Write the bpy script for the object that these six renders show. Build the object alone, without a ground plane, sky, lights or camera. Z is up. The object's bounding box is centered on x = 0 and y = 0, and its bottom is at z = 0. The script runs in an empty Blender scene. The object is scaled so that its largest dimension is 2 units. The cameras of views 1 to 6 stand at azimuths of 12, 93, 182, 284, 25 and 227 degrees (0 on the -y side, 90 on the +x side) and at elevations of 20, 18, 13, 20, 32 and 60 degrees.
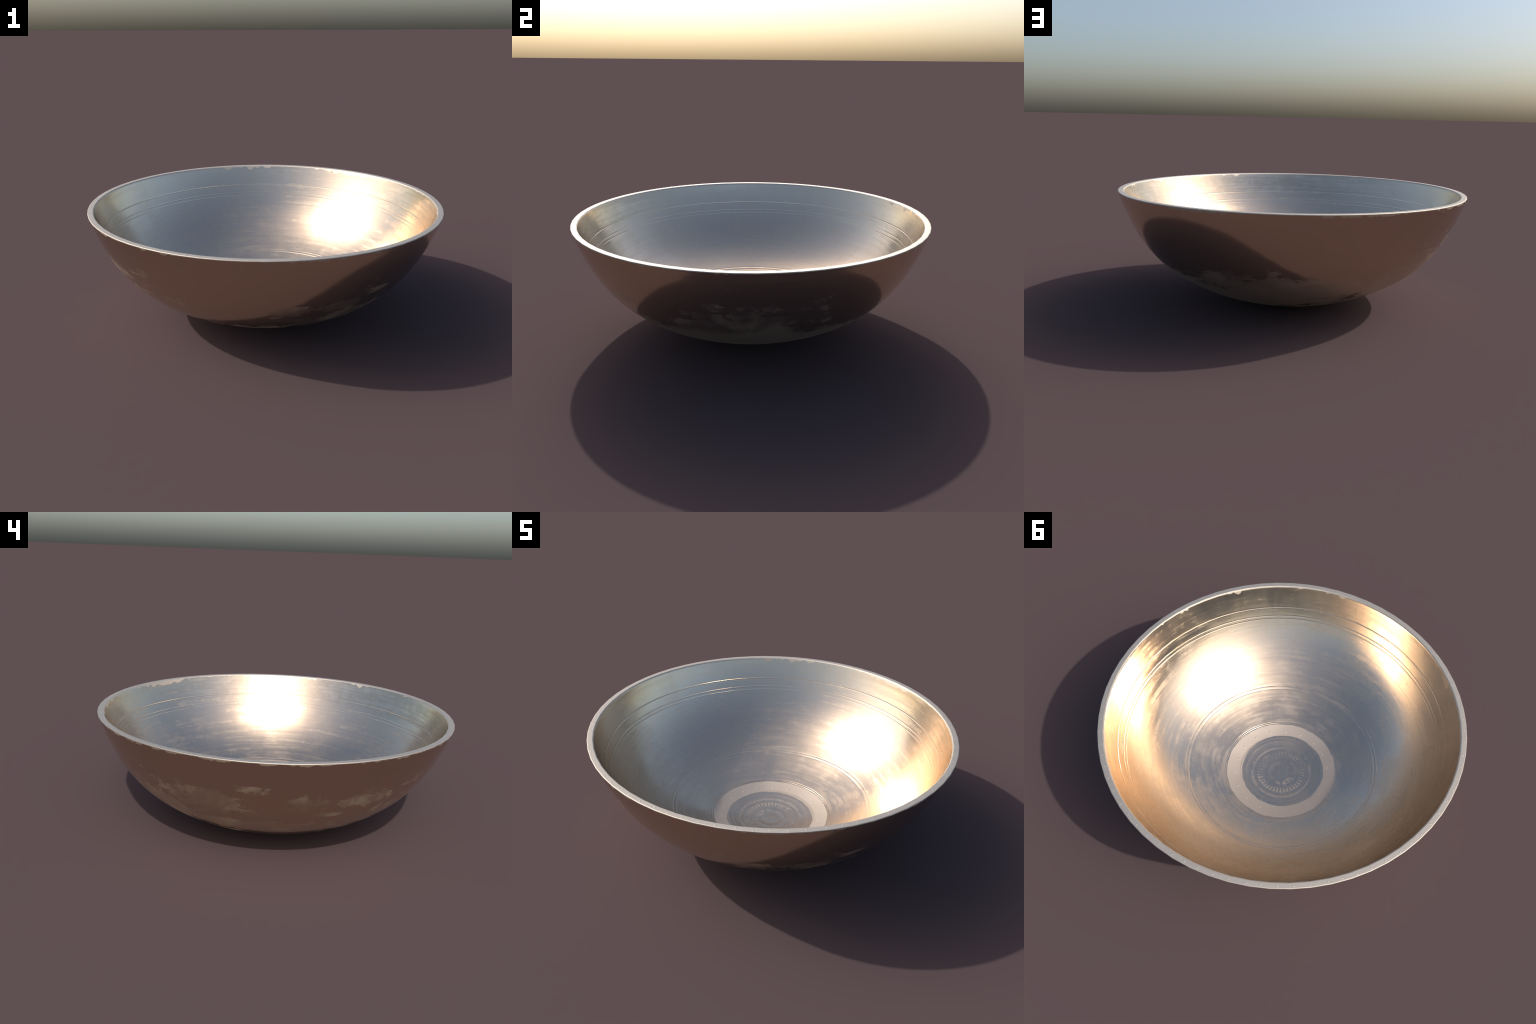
# A wide, round-bottomed cast-bronze bowl: profile curves are swept round the z axis,
# grooves, ridges and petals are cut into the profile as real relief, and the wear
# (rough pale patches, chipped rim lip, circular polishing streaks) sits in node masks.
import bpy, math
import numpy as np

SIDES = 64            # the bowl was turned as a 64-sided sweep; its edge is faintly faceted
PER = 14
COLS = SIDES * PER
TAU = 2 * math.pi
rng = np.random.default_rng(7)

# ------------------------------------------------------------------ profile
RIM_Z = 0.672


def outer_z(r):
    return r * r * (0.405 + 0.267 * np.abs(r) ** 6.4)


def outer_slope(r):
    return 2 * 0.405 * r + 8.4 * 0.267 * np.abs(r) ** 7.4


def smooth(a, b, x):
    t = np.clip((x - a) / (b - a), 0, 1)
    return t * t * (3 - 2 * t)


def wall(r):
    return 0.0150 + 0.0168 * smooth(0.52, 0.98, r)


def inner_point(r):
    s = outer_slope(r)
    n = np.sqrt(1 + s * s)
    return r - wall(r) * s / n, outer_z(r) + wall(r) / n


def bezier(p, c, q, n):
    t = np.linspace(0, 1, n)[:, None]
    return (1 - t) ** 2 * np.array(p) + 2 * t * (1 - t) * np.array(c) + t * t * np.array(q)


# outside wall, from the pole up to the lip
ro = np.concatenate([np.linspace(0.0, 0.90, 100)[1:], np.linspace(0.90, 0.9970, 34)[1:]])
outside = np.stack([ro, outer_z(ro)], 1)
# inside wall: fine rows, measured by the radius of the finished surface
rr = np.linspace(0.0, 1.0, 20001)
ir, iz = inner_point(rr)
top = np.argmax(iz >= RIM_Z)
lip_r = ir[top]                                     # inner edge of the flat lip
rows = [np.linspace(0.004, 0.115, 40), np.linspace(0.115, 0.205, 60)[1:], np.linspace(0.205, 0.245, 14)[1:],
        np.linspace(0.245, 0.270, 22)[1:], np.linspace(0.270, 0.335, 14)[1:], np.linspace(0.335, 0.370, 34)[1:],
        np.linspace(0.370, 0.560, 44)[1:], np.linspace(0.560, 0.600, 30)[1:], np.linspace(0.600, 0.878, 60)[1:],
        np.linspace(0.878, 0.925, 74)[1:], np.linspace(0.925, lip_r - 0.0036, 20)[1:]]
ri = np.concatenate(rows)
inside = np.stack([ri, np.interp(ri, ir[:top + 2], iz[:top + 2])], 1)[::-1]
lip_out = bezier(outside[-1], (1.0016, RIM_Z - 0.0002), (0.9940, RIM_Z), 11)[1:]
lip_in = bezier((lip_r + 0.0055, RIM_Z), (lip_r, RIM_Z), inside[0], 9)[:-1]
flat = np.stack([np.linspace(0.9940, lip_r + 0.0055, 8)[1:-1], np.full(6, RIM_Z)], 1)
lip = np.concatenate([lip_out, flat, lip_in])
profile = np.concatenate([[[0.0, 0.0]], outside, lip, inside, [[0.0, inside[-1, 1]]]])
n_out, n_lip, n_in = len(outside) + 1, len(lip), len(inside)
first_lip, first_in = n_out, n_out + n_lip

# ------------------------------------------------------------------ relief
ang = np.arange(COLS) / COLS * TAU


def wander(amount, terms=7, low=1):
    """A slow closed wobble round the bowl, as a hand-held turning tool leaves."""
    out = np.zeros(COLS)
    for k in range(low, low + terms):
        out += np.cos(k * ang + rng.uniform(0, TAU)) * rng.uniform(0.3, 1) / k ** 0.7
    return amount * out / np.abs(out).max()


def bump(x, centre, width):
    return np.exp(-((x - centre) / width) ** 2)


R = profile[:, 0][:, None] * np.ones(COLS)[None, :]
Zp = profile[:, 1][:, None] * np.ones(COLS)[None, :]
A = np.ones(len(profile))[:, None] * ang[None, :]
is_in = (np.arange(len(profile)) >= first_in)[:, None]
relief = np.zeros_like(R)


def groove(z_or_r, at, width, depth, wob=0.0007, patchy=0.16):
    strength = 1 + wander(patchy, 14, 3)
    return -depth * strength[None, :] * bump(z_or_r, at + wander(wob)[None, :], width)


# three incised lines below the lip (measured by height)
inner_rel = groove(Zp, 0.5425, 0.0021, 0.00075) + 0.00015 * bump(Zp, 0.5385, 0.002)
inner_rel += groove(Zp, 0.4925, 0.0019, 0.0006) + groove(Zp, 0.4735, 0.0018, 0.00055)
inner_rel += 0.00014 * bump(Zp, 0.4830, 0.006) * (0.4 + 0.6 * np.sin(A * 180))
# faint turned band half way down
inner_rel += groove(R, 0.566, 0.0026, 0.0006, 0.0016, 0.6) + groove(R, 0.584, 0.0024, 0.0006, 0.0016, 0.6) + 0.0004 * bump(R, 0.575, 0.005)
# paired steps round the flat ring of the floor, ridge on its inner edge
inner_rel += groove(R, 0.3560, 0.0026, 0.0007, 0.0016, 0.45) + groove(R, 0.3450, 0.0026, 0.0009, 0.0012, 0.35)
inner_rel += 0.0006 * bump(R, 0.2560, 0.0045) * (1 + wander(0.4, 8, 2))[None, :]
inner_rel += 0.0010 * smooth(0.2575, 0.2500, R)
# medallion: wavy fillet, ring of petals, dished centre
wavy = 0.184 + 0.0018 * np.sin(A * 40)
inner_rel += 0.0003 * bump(R, wavy, 0.0070)
petal = smooth(0.108, 0.124, R) * smooth(0.156, 0.148, R)
inner_rel += 0.0004 * petal * np.clip(0.5 + 0.6 * np.sin(A * 40), 0, 1)
inner_rel += 0.0008 * bump(R, 0.080, 0.014) + 0.0005 * bump(R, 0.225, 0.006) + 0.0010 * smooth(0.060, 0.020, R) - 0.0006 * bump(R, 0.168, 0.006)
# turning marks and soft hammer-work
for k in range(26):
    inner_rel += rng.uniform(-1, 1) * 0.00007 * bump(R, rng.uniform(0.37, 0.80), rng.uniform(0.002, 0.006))
relief = np.where(is_in, inner_rel, 0.0)
soft = sum(np.cos(m * A + rng.uniform(0, TAU)) * np.cos(q * R * 9 + rng.uniform(0, TAU)) / (m + q)
           for m in (3, 5, 8, 11) for q in (1, 2, 3))
soft /= np.abs(soft).max()
weight = smooth(0.0, 0.25, R) * smooth(RIM_Z - 0.004, RIM_Z - 0.05, Zp)
relief = relief + 0.0013 * soft * weight

# normal of the plain profile (points into the air on both sides)
d = np.gradient(profile, axis=0)
d /= np.linalg.norm(d, axis=1)[:, None]
nr, nz = d[:, 1], -d[:, 0]
nr[0], nz[0], nr[-1], nz[-1] = 0, -1, 0, 1
Rd = R + relief * nr[:, None]
Zd = Zp + relief * nz[:, None]
P = np.stack([Rd * np.cos(A), Rd * np.sin(A), Zd], -1)

# smooth normals, taken from the round surface before it is cut to 64 sides
du = np.gradient(P, axis=0)
dv = np.roll(P, -1, 1) - np.roll(P, 1, 1)
N = np.cross(dv, du)
N /= np.maximum(np.linalg.norm(N, axis=-1), 1e-12)[..., None]
N[:first_lip, :, 2] += 0.035 * smooth(0.54, 0.64, Zp[:first_lip])     # normals alone tilted, lowering the mirrored ground-shadow edge under the lip
N /= np.maximum(np.linalg.norm(N, axis=-1), 1e-12)[..., None]
N[0], N[-1] = (0, 0, -1), (0, 0, 1)
side = TAU / SIDES
chord = math.cos(side / 2) / np.cos((ang % side) - side / 2)
P[..., :2] *= chord[None, :, None]
P[..., 2] -= P[..., 2].min()
P[..., :2] /= np.abs(P[..., 0]).max()

# ------------------------------------------------------------------ scene helpers
def new_object(name, mesh, parent=None, mat=None):
    o = bpy.data.objects.new(name, mesh)
    bpy.context.scene.collection.objects.link(o)
    if parent:
        o.parent = parent
    if mat:
        mesh.materials.append(mat)
    return o


def swept(name, a, b, parent, mat):
    """Rows a..b of the sweep as one mesh; neighbours share their border row."""
    start_pole, end_pole = a == 0, b == len(profile) - 1
    r0, r1 = a + start_pole, b - end_pole
    v = P[r0:r1 + 1].reshape(-1, 3)
    nrm = N[r0:r1 + 1].reshape(-1, 3)
    rows_n = r1 - r0 + 1
    i = np.arange(rows_n - 1)[:, None] * COLS
    j = np.arange(COLS)[None, :]
    k = (j + 1) % COLS
    quads = np.stack([i + j, i + k, i + COLS + k, i + COLS + j], -1).reshape(-1, 4)
    faces = quads.tolist()
    if start_pole or end_pole:
        row = 0 if start_pole else (rows_n - 1) * COLS
        pole = len(v)
        v = np.concatenate([v, P[0 if start_pole else -1][:1]])
        nrm = np.concatenate([nrm, N[0 if start_pole else -1][:1]])
        jj = np.arange(COLS)
        kk = (jj + 1) % COLS
        tri = np.stack([row + kk, row + jj, np.full(COLS, pole)], -1) if start_pole else np.stack([row + jj, row + kk, np.full(COLS, pole)], -1)
        faces += tri.tolist()
    m = bpy.data.meshes.new(name)
    m.from_pydata(v.tolist(), [], faces)
    m.polygons.foreach_set("use_smooth", np.ones(len(m.polygons), bool))
    m.update()
    m.normals_split_custom_set_from_vertices(nrm.tolist())
    return new_object(name, m, parent, mat)


# ------------------------------------------------------------------ node helpers
class Tree:
    def __init__(self, name):
        self.mat = bpy.data.materials.new(name)
        self.mat.use_nodes = True
        self.t = self.mat.node_tree
        self.bsdf = next(n for n in self.t.nodes if n.type == "BSDF_PRINCIPLED")

    def node(self, kind, **props):
        n = self.t.nodes.new(kind)
        for k, v in props.items():
            setattr(n, k, v)
        return n

    def put(self, sock, v):
        if isinstance(v, (int, float)):
            sock.default_value = v
        elif isinstance(v, tuple):
            sock.default_value = v if len(v) == len(sock.default_value) else (*v, 1.0)
        else:
            self.t.links.new(v, sock)

    def m(self, op, a, b=0.0, c=0.0, clamp=False):
        n = self.node("ShaderNodeMath", operation=op, use_clamp=clamp)
        self.put(n.inputs[0], a), self.put(n.inputs[1], b), self.put(n.inputs[2], c)
        return n.outputs[0]

    def add(self, a, *more):
        for b in more:
            a = self.m("ADD", a, b)
        return a

    def mul(self, a, *more):
        for b in more:
            a = self.m("MULTIPLY", a, b)
        return a

    def step(self, a, b, x):
        n = self.node("ShaderNodeMapRange", interpolation_type="SMOOTHSTEP")
        self.put(n.inputs["Value"], x), self.put(n.inputs["From Min"], a), self.put(n.inputs["From Max"], b)
        return n.outputs[0]

    def band(self, a, b, soft, x):
        return self.mul(self.step(a - soft, a + soft, x), self.step(b + soft, b - soft, x))

    def xyz(self, x, y, z):
        n = self.node("ShaderNodeCombineXYZ")
        self.put(n.inputs[0], x), self.put(n.inputs[1], y), self.put(n.inputs[2], z)
        return n.outputs[0]

    def noise(self, vec, scale, detail=4.0, rough=0.55, distort=0.0):
        n = self.node("ShaderNodeTexNoise")
        self.put(n.inputs["Vector"], vec)
        n.inputs["Scale"].default_value, n.inputs["Detail"].default_value = scale, detail
        n.inputs["Roughness"].default_value, n.inputs["Distortion"].default_value = rough, distort
        return n.outputs["Fac"]

    def voronoi(self, vec, scale, feature="F1", rand=1.0):
        n = self.node("ShaderNodeTexVoronoi", feature=feature)
        self.put(n.inputs["Vector"], vec)
        n.inputs["Scale"].default_value, n.inputs["Randomness"].default_value = scale, rand
        return n.outputs["Distance"]

    def mix(self, f, a, b):
        n = self.node("ShaderNodeMix", data_type="RGBA")
        self.put(n.inputs["Factor"], f)
        self.put(n.inputs[6], a), self.put(n.inputs[7], b)
        return n.outputs[2]

    def lerp(self, f, a, b):
        n = self.node("ShaderNodeMix", data_type="FLOAT")
        self.put(n.inputs[0], f), self.put(n.inputs[2], a), self.put(n.inputs[3], b)
        return n.outputs[0]

    def coords(self):
        c = self.node("ShaderNodeTexCoord").outputs["Object"]
        s = self.node("ShaderNodeSeparateXYZ")
        self.t.links.new(c, s.inputs[0])
        self.pos, self.x, self.y, self.z = c, s.outputs[0], s.outputs[1], s.outputs[2]
        self.r = self.m("SQRT", self.add(self.mul(self.x, self.x), self.mul(self.y, self.y), 1e-6))
        self.cx, self.cy = self.m("DIVIDE", self.x, self.r), self.m("DIVIDE", self.y, self.r)
        self.th = self.m("ARCTAN2", self.y, self.x)
        # position measured along the wall, for marks that run round the bowl
        self.along = self.add(self.r, self.mul(self.z, 0.9))

    def around(self, turn, up):
        return self.xyz(self.add(self.mul(self.cx, turn), 3.37), self.add(self.mul(self.cy, turn), 7.21), self.add(self.mul(self.along, up), 0.43))

    def toward(self, degrees):
        """1 on the side that faces this direction, -1 on the other."""
        a = math.radians(degrees)
        return self.add(self.mul(self.cx, math.cos(a)), self.mul(self.cy, math.sin(a)))

    def blob(self, at, size, power=1.0):
        """A soft patch centred at a point of the surface."""
        q = [self.m("DIVIDE", self.m("SUBTRACT", c, a), s) for c, a, s in zip((self.x, self.y, self.z), at, size)]
        dist = self.m("SQRT", self.add(*[self.mul(v, v) for v in q]))
        return self.mul(self.step(1.7, 0.15, dist), power)

    def chips(self, depth, bias):
        """Scalloped loss of the patina just below the lip; depth = metres below the lip."""
        ring = self.xyz(self.cx, self.cy, 0.0)
        ring = self.xyz(self.add(self.cx, 4.13), self.add(self.cy, 2.71), 0.4)
        big = self.noise(ring, 3.2, 2.0, 0.5)
        mid = self.noise(ring, 13.0, 2.0, 0.5)
        cell = self.voronoi(self.xyz(self.cx, self.cy, 0.37), 21.0)
        reach = self.add(self.mul(self.m("SUBTRACT", big, 0.5), 0.10), self.mul(self.m("SUBTRACT", mid, 0.5), 0.060),
                         self.mul(self.m("SUBTRACT", 0.40, cell), 0.034), bias)
        below = self.m("SUBTRACT", RIM_Z, self.z)
        return self.mul(self.step(-0.0012, 0.0012, self.m("SUBTRACT", self.m("MINIMUM", reach, depth), below)), 1.0)

    def finish(self, colour, rough, height=None, strength=0.1, dist=0.002, metal=1.0):
        b = self.bsdf
        self.put(b.inputs["Base Color"], colour)
        self.put(b.inputs["Roughness"], rough)
        self.put(b.inputs["Metallic"], metal)
        if height is not None:
            n = self.node("ShaderNodeBump")
            self.put(n.inputs["Height"], height), self.put(n.inputs["Strength"], strength)
            n.inputs["Distance"].default_value = dist
            self.t.links.new(n.outputs[0], b.inputs["Normal"])
        return self.mat


PALE = (0.665, 0.575, 0.48)
BRONZE_IN = (0.785, 0.625, 0.465)
FLECK = (0.72, 0.59, 0.455)
BRONZE_OUT = (0.755, 0.585, 0.415)


def interior_material():
    t = Tree("turned_bronze")
    t.coords()
    streak = t.noise(t.around(2.0, 34.0), 1.0, 6.0, 0.62, 0.3)
    fine = t.noise(t.around(9.0, 120.0), 1.0, 3.0, 0.6)
    grain = t.noise(t.pos, 150.0, 2.0, 0.6)
    cloud = t.noise(t.pos, 3.1, 5.0, 0.6, 0.7)
    blotch = t.noise(t.pos, 13.0, 5.0, 0.62, 0.5)
    # rubbed warm flecks: most on the +x side and low on the wall
    where = t.add(t.mul(t.toward(35), 0.055), t.mul(t.step(0.72, 0.42, t.r), 0.075),
                  t.mul(t.band(0.566, 0.592, 0.006, t.r), 0.11), t.mul(t.band(0.36, 0.372, 0.004, t.r), 0.06))
    level = t.add(t.mul(t.m("SUBTRACT", streak, 0.5), 0.75), t.mul(t.m("SUBTRACT", grain, 0.5), 0.14),
                  t.mul(t.m("SUBTRACT", blotch, 0.5), 0.60), t.mul(t.m("SUBTRACT", cloud, 0.5), 0.30), where)
    flecks = t.mul(t.step(0.05, 0.25, level), t.step(0.30, 0.36, t.r))
    # flat pale ring of the floor
    off_r = t.m("SQRT", t.add(t.mul(t.add(t.x, 0.003), t.add(t.x, 0.003)), t.mul(t.add(t.y, 0.010), t.add(t.y, 0.010))))
    edge = t.mul(t.m("SUBTRACT", t.noise(t.pos, 18.0, 3.0), 0.5), 0.014)
    ring = t.mul(t.step(0.2545, 0.2605, t.add(off_r, edge)), t.step(0.3430, 0.3385, t.add(t.r, edge)))
    # worn high spots of the medallion
    tooth = t.m("SINE", t.mul(t.th, 40.0))
    ragged = t.mul(t.m("SUBTRACT", t.noise(t.pos, 60.0, 3.0), 0.5), 0.02)
    rad = t.add(t.r, t.mul(ragged, 0.5))
    petals = t.mul(t.step(-0.2, 0.6, t.add(tooth, t.mul(t.m("SUBTRACT", t.r, 0.132), 45.0), t.mul(ragged, 90.0))), t.band(0.116, 0.151, 0.003, rad))
    fillet = t.mul(t.band(0.178, 0.190, 0.003, t.add(rad, t.mul(tooth, -0.0018), t.mul(ragged, 0.5))), 0.8)
    crescent = t.mul(t.band(0.060, 0.092, 0.010, t.add(rad, ragged)), t.step(0.35, 0.85, t.toward(170)), t.step(0.40, 0.60, t.noise(t.pos, 40.0, 4.0)))
    worn = t.step(0.38, 0.62, t.add(t.noise(t.pos, 22.0, 5.0, 0.65), t.mul(t.toward(150), 0.17)))
    medal = t.mul(t.m("MAXIMUM", t.m("MAXIMUM", petals, fillet), crescent), worn, 0.68)
    chip = t.chips(0.028, t.add(0.002, t.mul(t.toward(35), 0.008)))
    pale = t.m("MAXIMUM", ring, t.m("MAXIMUM", medal, chip))
    wall_tone = t.mix(t.step(0.40, 0.66, t.add(t.mul(cloud, 0.6), t.mul(streak, 0.4))), BRONZE_IN, (0.71, 0.57, 0.425))
    band = t.mul(t.step(0.47, 0.57, t.z), t.step(0.40, 0.58, t.add(t.mul(streak, 0.6), t.mul(blotch, 0.4))), t.step(-0.5, 0.5, t.toward(330)))  # dark streaky band high on the wall, 330-degree side
    wall_tone = t.mix(t.mul(band, 0.6), wall_tone, (0.50, 0.41, 0.30))
    colour = t.mix(pale, t.mix(t.mul(flecks, 0.7), wall_tone, FLECK), PALE)
    polish = t.add(0.20, t.mul(t.m("SUBTRACT", cloud, 0.5), 0.34), t.mul(t.m("SUBTRACT", streak, 0.5), 0.26),
                   t.mul(t.step(0.52, 0.34, t.z), 0.07))
    rough = t.lerp(pale, t.lerp(t.mul(flecks, 0.5), t.m("MAXIMUM", polish, 0.10), 0.44), 0.55)
    height = t.add(t.mul(streak, 0.6), t.mul(fine, 0.05), t.mul(blotch, 0.55), t.mul(pale, 0.05))
    return t.finish(colour, rough, height, 0.07, 0.005)


def exterior_material():
    t = Tree("patinated_bronze")
    t.coords()
    streak = t.noise(t.around(6.0, 26.0), 1.0, 7.0, 0.68, 0.4)
    patch = t.noise(t.pos, 6.0, 9.0, 0.64, 0.6)
    grain = t.noise(t.pos, 110.0, 4.0, 0.65)
    cloud = t.noise(t.pos, 3.0, 3.0, 0.5)
    # where hands and shelves have rubbed the patina away
    spots = [
        t.blob((-0.86, 0.15, 0.42), (0.18, 0.25, 0.09), 1.2), t.blob((-0.72, 0.40, 0.32), (0.22, 0.26, 0.12), 1.0),
        t.blob((-0.74, 0.02, 0.265), (0.13, 0.42, 0.045), 1.1),
        t.blob((-0.935, -0.11, 0.515), (0.09, 0.10, 0.026)), t.blob((-0.81, -0.36, 0.45), (0.13, 0.18, 0.055)), t.blob((-0.70, -0.52, 0.44), (0.13, 0.14, 0.06), 0.9), t.blob((-0.48, -0.79, 0.50), (0.14, 0.10, 0.05), 0.8),
        t.blob((-0.63, -0.62, 0.45), (0.12, 0.12, 0.075)), t.blob((-0.73, -0.45, 0.365), (0.10, 0.10, 0.018), 0.8),
        t.blob((0.84, 0.03, 0.35), (0.22, 0.36, 0.15), 1.25), t.blob((0.70, 0.05, 0.22), (0.24, 0.36, 0.14), 1.5), t.blob((0.80, 0.37, 0.41), (0.06, 0.05, 0.05), 0.7),
        t.blob((0.28, -0.79, 0.35), (0.11, 0.10, 0.045)), t.blob((0.50, -0.67, 0.36), (0.13, 0.12, 0.055)),
        t.blob((0.67, -0.59, 0.44), (0.10, 0.10, 0.055), 0.8), t.blob((0.52, -0.56, 0.26), (0.20, 0.20, 0.08)),
        t.blob((0.17, -0.88, 0.44), (0.10, 0.06, 0.03), 0.6), t.blob((-0.40, -0.74, 0.36), (0.26, 0.18, 0.07), 0.6),
        t.blob((0.32, 0.73, 0.31), (0.12, 0.10, 0.055)), t.blob((0.05, 0.855, 0.37), (0.07, 0.06, 0.03), 0.8),
        t.blob((-0.10, 0.74, 0.28), (0.34, 0.14, 0.09)), t.blob((-0.50, 0.64, 0.33), (0.26, 0.20, 0.07), 0.5)]
    rub = spots[0]
    for s in spots[1:]:
        rub = t.m("MAXIMUM", rub, s)
    low = t.mul(t.step(0.40, 0.16, t.z), t.add(1.0, t.mul(t.toward(50), 0.35)))
    level = t.add(t.mul(t.m("SUBTRACT", patch, 0.5), 1.9), t.mul(t.m("SUBTRACT", streak, 0.5), 1.3),
                  t.mul(t.m("SUBTRACT", grain, 0.5), 0.40), t.mul(rub, 0.62), t.mul(low, 0.50))
    rubbed = t.add(t.mul(t.step(0.34, 0.48, level), 0.55), t.mul(t.step(0.20, 0.70, level), 0.45))
    chip = t.chips(0.016, t.add(0.009, t.mul(t.toward(205), 0.006)))
    faded = t.lerp(t.step(0.40, 0.60, t.noise(t.pos, 4.5, 4.0, 0.6)), 0.48, 0.95)
    faded = t.m("MAXIMUM", faded, t.mul(t.step(0.40, 0.26, t.z), t.step(-0.3, 0.5, t.toward(45)), 0.9))     # rubbed through in places only
    pale = t.m("MAXIMUM", t.mul(rubbed, faded), chip)
    colour = t.mix(cloud, BRONZE_OUT, (0.70, 0.56, 0.42))
    colour = t.mix(pale, colour, (0.71, 0.605, 0.455))
    rough = t.lerp(pale, t.add(0.095, t.mul(cloud, 0.07)), 0.54)
    dents = t.mul(t.noise(t.around(7.0, 16.0), 2.0, 4.0, 0.6), t.step(0.52, 0.64, t.noise(t.pos, 2.3, 2.0)))
    height = t.add(t.mul(patch, 0.5), t.mul(streak, 0.25), t.mul(dents, 1.3), t.mul(t.mul(grain, pale), 0.12))
    return t.finish(colour, rough, height, 0.08, 0.004)


def lip_material():
    t = Tree("worn_pale_bronze")
    t.coords()
    streak = t.noise(t.around(9.0, 90.0), 1.0, 4.0, 0.6)
    grain = t.noise(t.pos, 60.0, 4.0, 0.6)
    colour = t.mix(t.add(t.mul(streak, 0.5), t.mul(grain, 0.5)), (0.52, 0.465, 0.40), (0.62, 0.56, 0.485))
    rough = t.add(0.60, t.mul(grain, 0.12))
    return t.finish(colour, rough, t.add(streak, grain), 0.06, 0.003)


# ------------------------------------------------------------------ build
bowl = bpy.data.objects.new("bowl", None)
bpy.context.scene.collection.objects.link(bowl)
bowl["label"] = "wide shallow round-bottomed bronze bowl with worn pale rim"
bowl["category"] = "metal bowl"

inner_mat, outer_mat, lip_mat = interior_material(), exterior_material(), lip_material()


def row_at(radius):
    """First row of the inside at or below this radius."""
    return first_in + int(np.argmax(profile[first_in:, 0] <= radius))


last = len(profile) - 1
ring_a, ring_b = row_at(0.352), row_at(0.252)
swept("outer_wall", 0, first_lip + 1, bowl, outer_mat)
rim = swept("rim", first_lip + 1, first_in - 2, bowl, lip_mat)
swept("inner_wall", first_in - 2, ring_a, bowl, inner_mat)
floor_ring = swept("floor_ring", ring_a, ring_b, bowl, inner_mat)
swept("medallion", ring_b, last, bowl, inner_mat)


def studs(name, places, radius, height, parent, mat):
    """Low punched studs, each a dome in a shallow collar, joined into one part."""
    shape = [(0.0, 1.0), (0.35, 0.92), (0.65, 0.62), (0.9, 0.2), (1.05, 0.02), (1.35, 0.10), (1.6, 0.06), (1.9, -0.25)]
    n = 16
    v, f, nn = [], [], []
    for centre, normal in places:
        z = np.array(normal)
        x = np.cross((0.3, 0.7, 0.1), z)
        x /= np.linalg.norm(x)
        y = np.cross(z, x)
        base = len(v)
        for q, h in shape[1:]:
            for k in range(n):
                a = TAU * k / n
                v.append(np.array(centre) + radius * q * (math.cos(a) * x + math.sin(a) * y) + height * h * z)
        v.append(np.array(centre) + height * z)
        tip = len(v) - 1
        for k in range(n):
            f.append((tip, base + k, base + (k + 1) % n))
            for s in range(len(shape) - 2):
                i, j = base + s * n + k, base + s * n + (k + 1) % n
                f.append((i, i + n, j + n, j))
    m = bpy.data.meshes.new(name)
    m.from_pydata([tuple(p) for p in v], [], f)
    m.polygons.foreach_set("use_smooth", np.ones(len(m.polygons), bool))
    m.update()
    o = new_object(name, m, parent, mat)
    o["kind"] = "stuff"
    return o


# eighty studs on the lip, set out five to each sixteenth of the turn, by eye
step16 = TAU / 16
spots = []
for k in range(16):
    for a in (1.84, 6.35, 10.83, 15.91, 20.07):
        th = k * step16 + math.radians(a + rng.uniform(-0.12, 0.12))
        r = 0.9850 + rng.uniform(-0.0012, 0.0012)
        spots.append(((r * math.cos(th), r * math.sin(th), float(P[first_lip + 10, 0, 2]) - 0.0001), (0, 0, 1)))
studs("rim_studs", spots, 0.0044, 0.0012, rim, lip_mat)

# eighteen studs round the floor ring
spots = []
ring_row = row_at(0.293)
for k in range(18):
    th = math.radians(12.4 + 20 * k + rng.uniform(-0.6, 0.6))
    c = int(round(th / TAU * COLS)) % COLS
    spots.append((tuple(P[ring_row, c]), tuple(N[ring_row, c])))
studs("floor_studs", spots, 0.0056, 0.0011, floor_ring, lip_mat)
